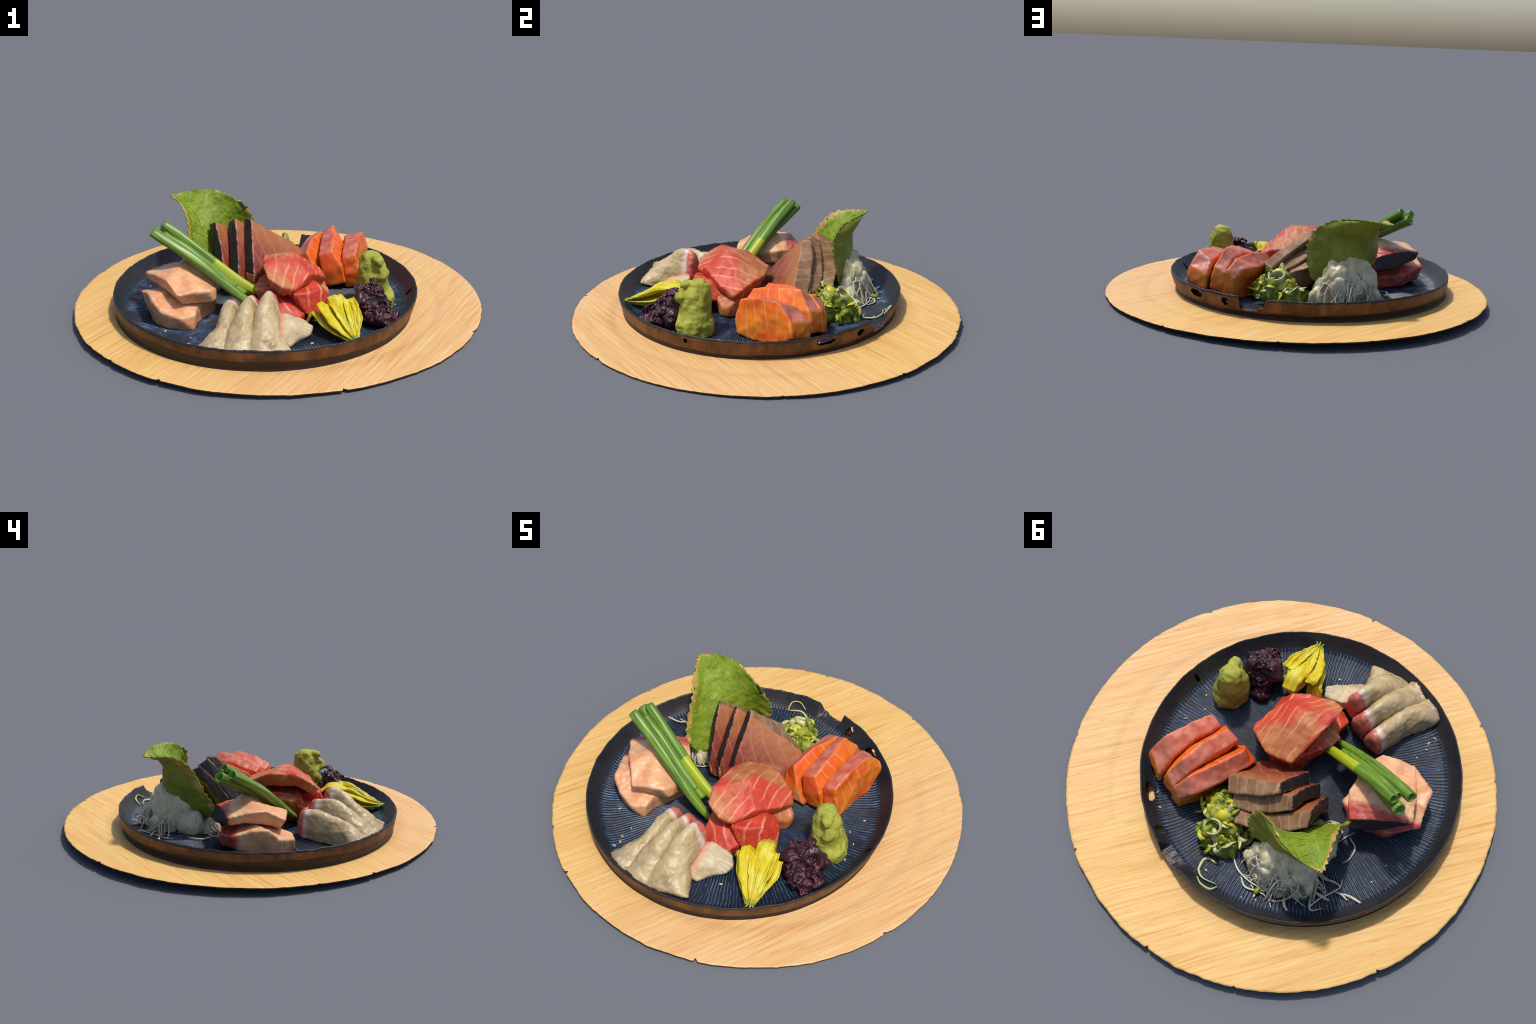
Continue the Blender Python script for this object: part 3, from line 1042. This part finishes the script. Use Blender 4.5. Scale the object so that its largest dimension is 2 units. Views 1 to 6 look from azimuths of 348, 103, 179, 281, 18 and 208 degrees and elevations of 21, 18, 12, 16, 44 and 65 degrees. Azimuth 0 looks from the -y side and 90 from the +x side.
# ================================================================== shiso leaf
LEAF = [  # rows from the foot to the tip, each from the left margin to the right margin
    [(-.345, .115, .115), (-.31, .13, .125), (-.255, .18, .13), (-.14, .32, .13), (-.06, .368, .17)],
    [(-.395, .105, .205), (-.338, .165, .20), (-.278, .208, .21), (-.15, .340, .22), (-.038, .357, .25)],
    [(-.404, .150, .285), (-.355, .225, .300), (-.285, .275, .315), (-.165, .345, .32), (-.036, .338, .325)],
    [(-.392, .208, .387), (-.355, .278, .372), (-.285, .333, .388), (-.18, .356, .397), (-.072, .332, .41)],
    [(-.408, .285, .458), (-.374, .336, .436), (-.30, .380, .440), (-.225, .396, .463), (-.160, .372, .470)],
    [(-.428, .390, .470), (-.402, .412, .456), (-.35, .436, .463), (-.285, .436, .482), (-.220, .420, .486)],
    [(-.440, .452, .470), (-.410, .454, .470), (-.378, .457, .478), (-.335, .456, .485), (-.298, .452, .488)],
]
NU, NV = 71, 91


def leaf_surface():
    rows = [spline(r, NU) for r in LEAF]                      # 7 x NU
    cols = [spline([rows[k][i] for k in range(len(rows))], NV) for i in range(NU)]
    return np.array(cols)                                     # NU x NV x 3


def build_leaf():
    S = leaf_surface()
    G = np.gradient(S, axis=0), np.gradient(S, axis=1)
    N = np.cross(G[0], G[1])
    N /= np.linalg.norm(N, axis=2, keepdims=True) + 1e-9
    # saw-toothed margin and a puckered blade
    for j in range(NV):
        for i, sgn in ((0, -1), (NU - 1, 1)):
            saw = ((j / NV * 16 + .3 * sgn + .5 * noise.noise(V((j * .07, sgn, 2)))) % 1) * .016 - .006
            out = S[i, j] - S[i + (1 if i == 0 else -1), j]
            out = out / (np.linalg.norm(out) + 1e-9)
            S[i, j] += out * saw
    for i in range(NU):
        out = S[i, -1] - S[i, -2]
        S[i, -1] += out / (np.linalg.norm(out) + 1e-9) * (((i / NU * 9) % 1) * .010)
    for i in range(NU):
        for j in range(NV):
            p = V(S[i, j])
            k = .0050 * noise.noise(p * 26) + .0032 * noise.noise(p * 60)
            S[i, j] += N[i, j] * k
    vs = [tuple(S[i, j]) for i in range(NU) for j in range(NV)]
    th = .0045
    # the back swells where the leaf is wrapped round the heap behind it
    side = 1 if N[NU // 2, NV // 2][1] < 0 else -1

    def back_of(i, j):
        u, v = i / (NU - 1), j / (NV - 1)
        p = S[i, j] - side * N[i, j] * th
        e = min(1., u / .50) * min(1., (1 - u) / .34) * min(1., (1 - v) / .16)
        e = e * e * (3 - 2 * e)
        by = np.interp(p[2], [.10, .20, .30, .35, .388, .44, .475], [.36, .40, .405, .402, .400, .432, .45])
        p[1] += e * max(0., by - p[1])
        return tuple(p)
    vs += [back_of(i, j) for i in range(NU) for j in range(NV)]
    o = NU * NV
    fs, mi = [], []

    def marginal(i, j):
        edge = min(i, NU - 1 - i) / NU
        top = (NV - 1 - j) / NV
        d = min(edge, top * .9)
        w = noise.noise(V(S[i, j]) * 24 + V((5, 2, 1)))
        if d < .075 + .05 * w and i < NU * .4 and w > -.25 and j > NV * .25:
            return 2
        if d < .05 + .05 * w and noise.noise(V(S[i, j]) * 22 + V((1, 9, 1))) > .12:
            return 2 if noise.noise(V(S[i, j]) * 15) > 0 else 3
        return None
    for i in range(NU - 1):
        for j in range(NV - 1):
            a = i * NV + j
            mm = marginal(i, j)
            fs.append((a, a + 1, a + NV + 1, a + NV))
            mi.append(0 if mm is None else mm)
            fs.append((o + a, o + a + NV, o + a + NV + 1, o + a + 1))
            mi.append(1 if mm is None else (2 if mm == 2 else 1))
    ring = [i * NV for i in range(NU)] + [(NU - 1) * NV + j for j in range(1, NV)] + [i * NV + NV - 1 for i in range(NU - 2, -1, -1)] + [j for j in range(NV - 2, 0, -1)]
    for k in range(len(ring)):
        a, b = ring[k], ring[(k + 1) % len(ring)]
        fs.append((a, b, o + b, o + a))
        mi.append(0)
    leaf = empty("shiso_leaf", (-.22, .33, .1), "large green toothed shiso leaf standing upright", "leaf")
    ob = plain("leaf_blade", [(vs, fs)], [M_LEAF, M_LEAFB, M_LEAFY, M_LEAFD], (-.22, .33, .25), leaf, mi)
    # veins: a midrib from the foot to the tip and side veins forking off it
    sgn = 1 if N[NU // 2, NV // 2][1] < 0 else -1

    def on(u, v, lift=.0012):
        i, j = int(round(u * (NU - 1))), int(round(v * (NV - 1)))
        return tuple(S[i, j] + sgn * N[i, j] * lift)
    mid = lambda t: (.52 - .34 * t ** 1.3, t)
    parts = [tube([on(*mid(t)) for t in np.linspace(.02, .95, 14)], [.0032, .0026, .0012], 60, 6)]
    for k, t in enumerate(np.linspace(.08, .80, 8)):
        u0, v0 = mid(t)
        for s in (-1, 1):
            pts = []
            L = (u0 - .05) if s < 0 else (.95 - u0)
            for q in np.linspace(0, 1, 7):
                u = u0 + s * L * q
                v = min(.97, v0 + (.20 if s > 0 else .16) * q ** .8 + .05 * q)
                pts.append(on(u, v, .0010))
            parts.append(tube(pts, [.0020, .0014, .0007], 30, 5))
    plain("leaf_veins", parts, [M_VEIN], (-.22, .33, .25), leaf)


build_leaf()

# ================================================================== daikon mound and strands
daikon = empty("daikon_garnish", (-.23, .40, .06), "heap of shredded white daikon radish behind the leaf", "shredded radish")
mound = [ellipsoid((-.225, .395, .10), (.155, .075, .12)), ellipsoid((-.215, .430, .175), (.080, .045, .095)), ellipsoid((-.325, .375, .13), (.065, .080, .125)),
         ellipsoid((-.195, .470, .14), (.050, .032, .060)), ellipsoid((-.11, .42, .08), (.055, .05, .075)), ellipsoid((-.36, .235, .10), (.045, .065, .070)),
         ellipsoid((-.31, .30, .14), (.07, .065, .11)), ellipsoid((-.335, .15, .075), (.040, .050, .055)), ellipsoid((-.28, .16, .06), (.045, .06, .045)), ellipsoid((-.27, .395, .22), (.085, .035, .085)), ellipsoid((-.20, .39, .20), (.085, .045, .085)),
         ellipsoid((-.24, .42, .045), (.185, .095, .025)), ellipsoid((-.285, .455, .12), (.04, .03, .07)), ellipsoid((-.37, .42, .08), (.04, .04, .06))]
solid_from_parts("radish_mound", mound, [M_DAI], .006, 3, ((9, .014), (26, .016, (1, 1, .35)), (70, .007, (1, 1, .3))), 31., (((-.20, .52, .16), .035, .02), ((-.30, .47, .10), .04, .02)), (-.23, .40, .12), daikon)
STR = [
    [(.036, .520), (.075, .518), (.093, .533), (.092, .572), (.081, .594), (.048, .613), (-.013, .607)],
    [(-.014, .456), (-.053, .492), (-.102, .512), (-.168, .521), (-.227, .506)], [(-.185, .573), (-.183, .541), (-.179, .486)],
    [(-.345, .555), (-.319, .537), (-.301, .501), (-.314, .453)], [(-.479, .421), (-.430, .421), (-.388, .417), (-.350, .420)],
    [(-.605, .366), (-.549, .361), (-.492, .371)], [(-.492, .338), (-.455, .335), (-.406, .344), (-.376, .323)],
    [(-.419, .488), (-.438, .435), (-.467, .390), (-.491, .343), (-.483, .305)], [(-.375, .172), (-.399, .124), (-.427, .082)],
    [(-.417, .113), (-.462, .147), (-.465, .204), (-.447, .238)], [(-.548, .381), (-.511, .371), (-.478, .374)],
    [(-.348, .097), (-.346, .143)], [(-.346, .078), (-.300, .092), (-.273, .120)], [(-.361, .185), (-.313, .140), (-.282, .105)],
    [(-.021, .622), (-.005, .648), (.038, .647), (.074, .622)], [(-.40, .45), (-.43, .50), (-.47, .47)], [(-.09, .52), (-.13, .55), (-.20, .54), (-.26, .55)],
]
for k, p in enumerate(STR):
    pts = [(x, y, floor_z(x, y) + .006 + .010 * abs(noise.noise(V((x * 20, y * 20, k))))) for x, y in p]
    w = .0075 if k in (0, 3, 4, 5) else RNG.uniform(.0045, .0065)
    if len(pts) == 2:
        pts.insert(1, tuple((np.array(pts[0]) + np.array(pts[1])) / 2 + np.array((.008, 0, .004))))
    o = plain("radish_strand", [tube(pts, [w * .6, w, w, w * .5], 30, 7, .6, 1.5)], [M_SPP if k in (0, 14) else M_DAIS], pts[0], daikon)
parts = []
for k in range(60):        # strands lying over the heap, hanging down its sides
    a = RNG.uniform(0, 2 * math.pi)
    c = V((-.24, .40, 0))
    st = []
    for q in np.linspace(0, 1, 6):
        r = .05 + .14 * q + .015 * RNG.normal()
        aa = a + .9 * RNG.uniform(-.3, .3) + .5 * q * (1 if k % 2 else -1)
        x, y = c.x + r * 1.05 * math.cos(aa), c.y + r * .78 * math.sin(aa)
        if y < .36 and x > -.36:
            y = .37 + .02 * RNG.random()
        f = max(0., 1 - ((x - c.x) / .175) ** 2 - ((y - c.y) / .125) ** 2)
        st.append((x, y, max(floor_z(x, y) + .006, 
                       .045 + .195 * f ** .6)))
    parts.append(tube(st, [.003, .005, .005, .003], 22, 6, .7, 1.))
for k in range(16):        # a few more hang out in front of the leaf's foot
    x0, y0 = -.335 + .05 * RNG.normal() * .6, .145 + .03 * RNG.normal()
    a = RNG.uniform(3.6, 5.6)
    L = RNG.uniform(.03, .06)
    pts = [(x0 - L * .5 * math.cos(a), y0 - L * .5 * math.sin(a), .115 + .02 * RNG.random()), (x0, y0, .105 + .02 * RNG.random()),
           (x0 + L * .7 * math.cos(a), y0 + L * .7 * math.sin(a), .075), (x0 + L * math.cos(a + .4), y0 + L * math.sin(a + .4), floor_z(x0, y0) + .008)]
    parts.append(tube(pts, [.003, .0055, .005, .003], 22, 6, .7, 1.))
ob = plain("radish_shreds", parts, [M_DAIS], (-.23, .40, .1), daikon)
ob["kind"] = "stuff"
plain("scallion_piece", [tube([(-.19, .525, .075), (-.185, .545, .072), (-.188, .555, .066)], [.010, .014, .008], 10, 10)], [M_SPG], (-.19, .53, .07), daikon)

def frond(c, d, size, seed, mat=None, parent=None, name="frond"):
    """a small ruffled, curled sheet"""
    n = 14
    fr = frame_of(c, V(RNG.normal(size=3)), d)
    P = [[None] * n for _ in range(n)]
    for i in range(n):
        for j in range(n):
            u, v = -1 + 2 * i / (n - 1), -1 + 2 * j / (n - 1)
            rr = math.hypot(u, v)
            z = .55 * noise.noise(V((u * 1.4, v * 1.4, seed))) + .30 * noise.noise(V((u * 3.2, v * 3.2, seed + 5))) - .35 * rr * rr
            k = 1 + .25 * noise.noise(V((u * 2, v * 2, seed + 9)))
            P[i][j] = fr @ V((u * size * k * .9, v * size * k * .7, z * size))
    vs, fs = [], []
    for lay in (0, 1):
        for i in range(n):
            for j in range(n):
                t1 = P[min(i + 1, n - 1)][j] - P[max(i - 1, 0)][j]
                t2 = P[i][min(j + 1, n - 1)] - P[i][max(j - 1, 0)]
                nn = t1.cross(t2).normalized()
                p = P[i][j] + nn * (.0022 if lay else -.0022)
                p.z = max(p.z, floor_z(p.x, p.y) + .003)
                vs.append(p)
    o = n * n
    for i in range(n - 1):
        for j in range(n - 1):
            a = i * n + j
            fs.append((a, a + 1, a + n + 1, a + n))
            fs.append((o + a, o + a + n, o + a + n + 1, o + a + 1))
    ring = list(range(n)) + [i * n + n - 1 for i in range(1, n)] + [(n - 1) * n + j for j in range(n - 2, -1, -1)] + [i * n for i in range(n - 2, 0, -1)]
    for k in range(len(ring)):
        a, b = ring[k], ring[(k + 1) % len(ring)]
        fs.append((a, b, o + b, o + a))
    plain(name, [(vs, fs)], [mat or M_SEA], c, parent or sea)


# ================================================================== scallion clump
clump = empty("scallion_garnish", (.10, .36, .06), "small tangled clump of sliced green scallions", "scallion garnish")
bumps = [ellipsoid((.10, .36, .10), (.085, .085, .092)), ellipsoid((.15, .30, .09), (.06, .08, .08)), ellipsoid((.06, .43, .08), (.07, .06, .06)), ellipsoid((.0, .37, .06), (.05, .05, .04)), ellipsoid((.14, .42, .10), (.055, .055, .075)), ellipsoid((.19, .24, .07), (.04, .05, .05))]
solid_from_parts("scallion_heap", bumps, [M_SPG], .006, 1, ((16, .034), (38, .020), (80, .006)), 41., (), (.10, .36, .09), clump)
plain("scallion_piece", [ellipsoid((.095, .345, .178), (.038, .032, .036), 24, 14, Matrix.Rotation(.5, 3, 'Z'))], [M_SPY], (.098, .345, .178), clump)


def ring_piece(c, r, h, axis, mat, th=.007):
    z = V(axis).normalized()
    fr = frame_of(c, (1, .2, .1), z)
    rings = []
    for i in range(32):
        a = 2 * math.pi * i / 32
        rr = r * (1 + .08 * math.sin(2 * a + 1))
        o = V((rr * math.cos(a), rr * math.sin(a), 0))
        u = V((math.cos(a), math.sin(a), 0))
        rings.append([fr @ (o + u * dx + V((0, 0, dz))) for dx, dz in ((-th / 2, -h), (th / 2, -h), (th / 2, h), (-th / 2, h))])
    vs = [p for rg in rings for p in rg]
    fs = []
    for i in range(32):
        j = (i + 1) % 32
        for k in range(4):
            q = (k + 1) % 4
            fs.append((i * 4 + k, i * 4 + q, j * 4 + q, j * 4 + k))
    plain("scallion_ring", [(vs, fs)], [mat], c, clump)


ring_piece((.110, .418, .185), .036, .013, (.15, .45, .85), M_SPP)
ring_piece((.16, .345, .165), .022, .010, (.5, -.2, .8), M_SPY, .005)
ring_piece((.055, .40, .13), .02, .010, (-.3, .5, .7), M_SPP, .005)
ring_piece((.12, .49, .06), .022, .010, (0, .8, .5), M_SPG, .006)
groups = {0: [], 1: [], 2: []}
for k in range(48):
    a, el, rr = RNG.uniform(0, 6.28), RNG.uniform(.1, 1.45), RNG.uniform(.85, 1.12)
    c = V((.10, .355, .06))
    d = V((math.cos(a) * math.cos(el), math.sin(a) * math.cos(el), math.sin(el)))
    base = c + V((d.x * .125, d.y * .15, d.z * .13)) * rr
    t = V(RNG.normal(size=3)).normalized()
    t = (t - d * t.dot(d) * .6).normalized()
    L = RNG.uniform(.02, .045)
    b2 = V(RNG.normal(size=3)) * .010
    pts = [base - t * L, base + d * .006 + b2, base + t * L * .7 + b2, base + t * L + d * RNG.uniform(-.012, .012)]
    pts = [(p.x, p.y, max(p.z, floor_z(p.x, p.y) + .006)) for p in pts]
    groups[int(RNG.choice(3, p=[.38, .34, .28]))].append(tube(pts, [.003, .010, .010, .003], 14, 8, .35, RNG.uniform(-2, 2)))
for g, mt in ((0, M_SPG), (1, M_SPY), (2, M_SPP)):
    o = plain("scallion_shreds", groups[g], [mt], (.10, .36, .09), clump)
    o["kind"] = "stuff"

for k in range(40):
    a, el = RNG.uniform(0, 6.28), RNG.uniform(.1, 1.5)
    d = V((math.cos(a) * math.cos(el), math.sin(a) * math.cos(el), math.sin(el)))
    c = V((.105, .355, .06)) + V((d.x * .105, d.y * .13, d.z * .115)) * RNG.uniform(.9, 1.1)
    mt = [M_SPG, M_SPG, M_SPY, M_SPP][k % 4]
    frond(c, d + V(RNG.normal(size=3)) * .5, RNG.uniform(.020, .034), 200 + k * 2.7, mt, clump, "scallion_leaf")

# ================================================================== yellow petals
flower = empty("yellow_petals", (.188, -.688, .07), "bundle of bright yellow edible petals", "flower")


def petal(pts, widths, cup, seed, roll=0.):
    """a trough-shaped petal along a spline; cup = depth of the trough"""
    n, m = 40, 15
    c = spline(pts, n)
    w = spline([(x,) for x in widths], n)[:, 0]
    rows = []
    for i in range(n):
        t = V(c[min(i + 1, n - 1)] - c[max(i - 1, 0)]).normalized()
        s = t.cross(V((0, 0, 1))).normalized()
        u = s.cross(t)
        cr, sr = math.cos(roll), math.sin(roll)
        s, u = s * cr + u * sr, u * cr - s * sr
        row = []
        for k in range(m):
            f = -1 + 2 * k / (m - 1)
            p = V(c[i]) + s * (f * w[i]) + u * (-cup * w[i] * f * f)
            p += u * (.008 * noise.noise(V((f * 2.2, i * .10, seed))) + .003 * noise.noise(V((f * 6, i * .25, seed))) + .0016 * math.sin(f * 9 + seed)) + s * (.005 * f * noise.noise(V((f, i * .22, seed + 3))))
            row.append(p)
        rows.append(row)
    vs, fs = [], []
    for lay in (0, 1):
        for i in range(n):
            for k in range(m):
                a = rows[i][k]
                t1 = rows[min(i + 1, n - 1)][k] - rows[max(i - 1, 0)][k]
                t2 = rows[i][min(k + 1, m - 1)] - rows[i][max(k - 1, 0)]
                nn = t1.cross(t2).normalized()
                vs.append(a + nn * (.002 if lay else -.002))
    o = n * m
    for i in range(n - 1):
        for k in range(m - 1):
            a = i * m + k
            fs.append((a, a + 1, a + m + 1, a + m))
            fs.append((o + a, o + a + m, o + a + m + 1, o + a + 1))
    ring = [k for k in range(m)] + [i * m + m - 1 for i in range(1, n)] + [(n - 1) * m + k for k in range(m - 2, -1, -1)] + [i * m for i in range(n - 2, 0, -1)]
    for k in range(len(ring)):
        a, b = ring[k], ring[(k + 1) % len(ring)]
        fs.append((a, b, o + b, o + a))
    idx = [1 if max(v % o for v in f) < 4 * m else 0 for f in fs]
    plain("petal", [(vs, fs)], [M_PET, M_PETG], pts[0], flower, idx)


BASE = (.186, -.688, .075)
petal([(.170, -.690, .070), (.135, -.62, .075), (.099, -.54, .095), (.080, -.455, .122), (.055, -.432, .105), (.034, -.428, .072)], [.006, .014, .020, .028, .024, .016], .45, 1., -.5)
petal([(.180, -.690, .075), (.150, -.62, .100), (.126, -.55, .137), (.110, -.47, .168), (.108, -.436, .160)], [.008, .024, .036, .036, .024], .35, 2., -.25)
petal([(.188, -.690, .078), (.178, -.60, .118), (.178, -.50, .163), (.180, -.42, .182), (.178, -.362, .148)], [.008, .024, .038, .042, .032], .35, 3.)
petal([(.194, -.690, .075), (.206, -.60, .110), (.221, -.52, .146), (.228, -.452, .168)], [.008, .022, .032, .026], -.6, 4.)
petal([(.198, -.688, .070), (.218, -.60, .082), (.238, -.53, .100), (.244, -.465, .135)], [.006, .018, .030, .026], .6, 5., .8)
petal([(.186, -.680, .065), (.175, -.58, .085), (.17, -.47, .115), (.195, -.380, .100)], [.008, .022, .040, .034], .4, 6.)
petal([(.180, -.680, .060), (.14, -.58, .07), (.115, -.48, .09), (.085, -.42, .075)], [.006, .016, .026, .022], .4, 7., -.4)
petal([(.190, -.680, .060), (.208, -.58, .065), (.222, -.50, .075), (.225, -.44, .085)], [.006, .014, .022, .022], .4, 8., .6)
petal([(.186, -.686, .076), (.164, -.60, .112), (.152, -.52, .150), (.146, -.45, .150)], [.006, .014, .022, .016], -.8, 9.)
petal([(.190, -.686, .076), (.200, -.60, .116), (.208, -.52, .150), (.212, -.44, .150)], [.006, .014, .020, .014], -.8, 10.)
for k, (dx, dy) in enumerate(((-.012, -.018), (.004, -.022), (.016, -.014))):
    plain("petal_stem", [tube([(.184 + dx * .5, -.68, .072), (.185 + dx, -.692 + dy * .5, .074), (.186 + dx * 1.5, -.692 + dy, .078)], [.006, .004, .002], 10, 6)], [M_PETG], BASE, flower)

# ================================================================== red seaweed
sea = empty("seaweed_garnish", (.35, -.43, .06), "crinkled dark purple red seaweed clump", "seaweed")
core = [ellipsoid((.345, -.41, .09), (.075, .075, .085)), ellipsoid((.31, -.42, .11), (.045, .05, .085)), ellipsoid((.385, -.385, .11), (.055, .04, .085)), ellipsoid((.375, -.48, .065), (.07, .06, .04)), ellipsoid((.31, -.34, .06), (.05, .05, .04))]
solid_from_parts("seaweed_mass", core, [M_SEA], .006, 1, ((18, .024), (40, .014), (90, .004)), 51., (), (.35, -.42, .09), sea)


for k in range(58):
    a, el = RNG.uniform(0, 6.28), RNG.uniform(.0, 1.5)
    d = V((math.cos(a) * math.cos(el), math.sin(a) * math.cos(el), math.sin(el)))
    hgt = .13 if d.y > -.3 else .09
    c = V((.348, -.425, .06)) + V((d.x * .085, d.y * .115, d.z * hgt)) * RNG.uniform(.85, 1.1)
    frond(c, d + V(RNG.normal(size=3)) * .45, RNG.uniform(.016, .030), float(k) * 3.1)
for c in ((.375, -.385, .222), (.30, -.405, .205), (.355, -.39, .20), (.445, -.485, .085), (.44, -.375, .10), (.385, -.545, .075)):
    frond(V(c), V((0, -.3, 1)), .026, c[0] * 90)

# ================================================================== wasabi
prof = [(.035, .430, -.257, .084, .088), (.06, .431, -.257, .089, .092), (.10, .428, -.257, .087, .089), (.15, .421, -.256, .077, .080), (.20, .415, -.253, .067, .072), (.245, .412, -.247, .058, .063), (.272, .412, -.240, .049, .055), (.290, .412, -.234, .038, .044), (.298, .412, -.232, .020, .024)]
secs = []
for z, cx, cy, rx, ry in prof:
    secs.append([(cx + rx * math.copysign(abs(math.cos(t)) ** .9, math.cos(t)), cy + ry * math.copysign(abs(math.sin(t)) ** .9, math.sin(t)), z) for t in np.linspace(0, 2 * math.pi, 28, endpoint=False)])
was = solid_from_parts("wasabi", [loft(secs), ellipsoid((.437, -.318, .215), (.034, .030, .034)), ellipsoid((.425, -.300, .282), (.030, .034, .018), 20, 12, Matrix.Rotation(.4, 3, 'X')), ellipsoid((.411, -.243, .284), (.046, .048, .022))], [M_WAS], .0055, 2,
                       ((11, .008), (28, .009), (75, .003)), 61., (((.395, -.335, .235), .028, .020), ((.465, -.335, .150), .035, .018), ((.49, -.33, .20), .04, .016), ((.40, -.16, .14), .03, .014)), (.43, -.25, .05))
tag(was, "lumpy mound of pale green wasabi paste", "wasabi")
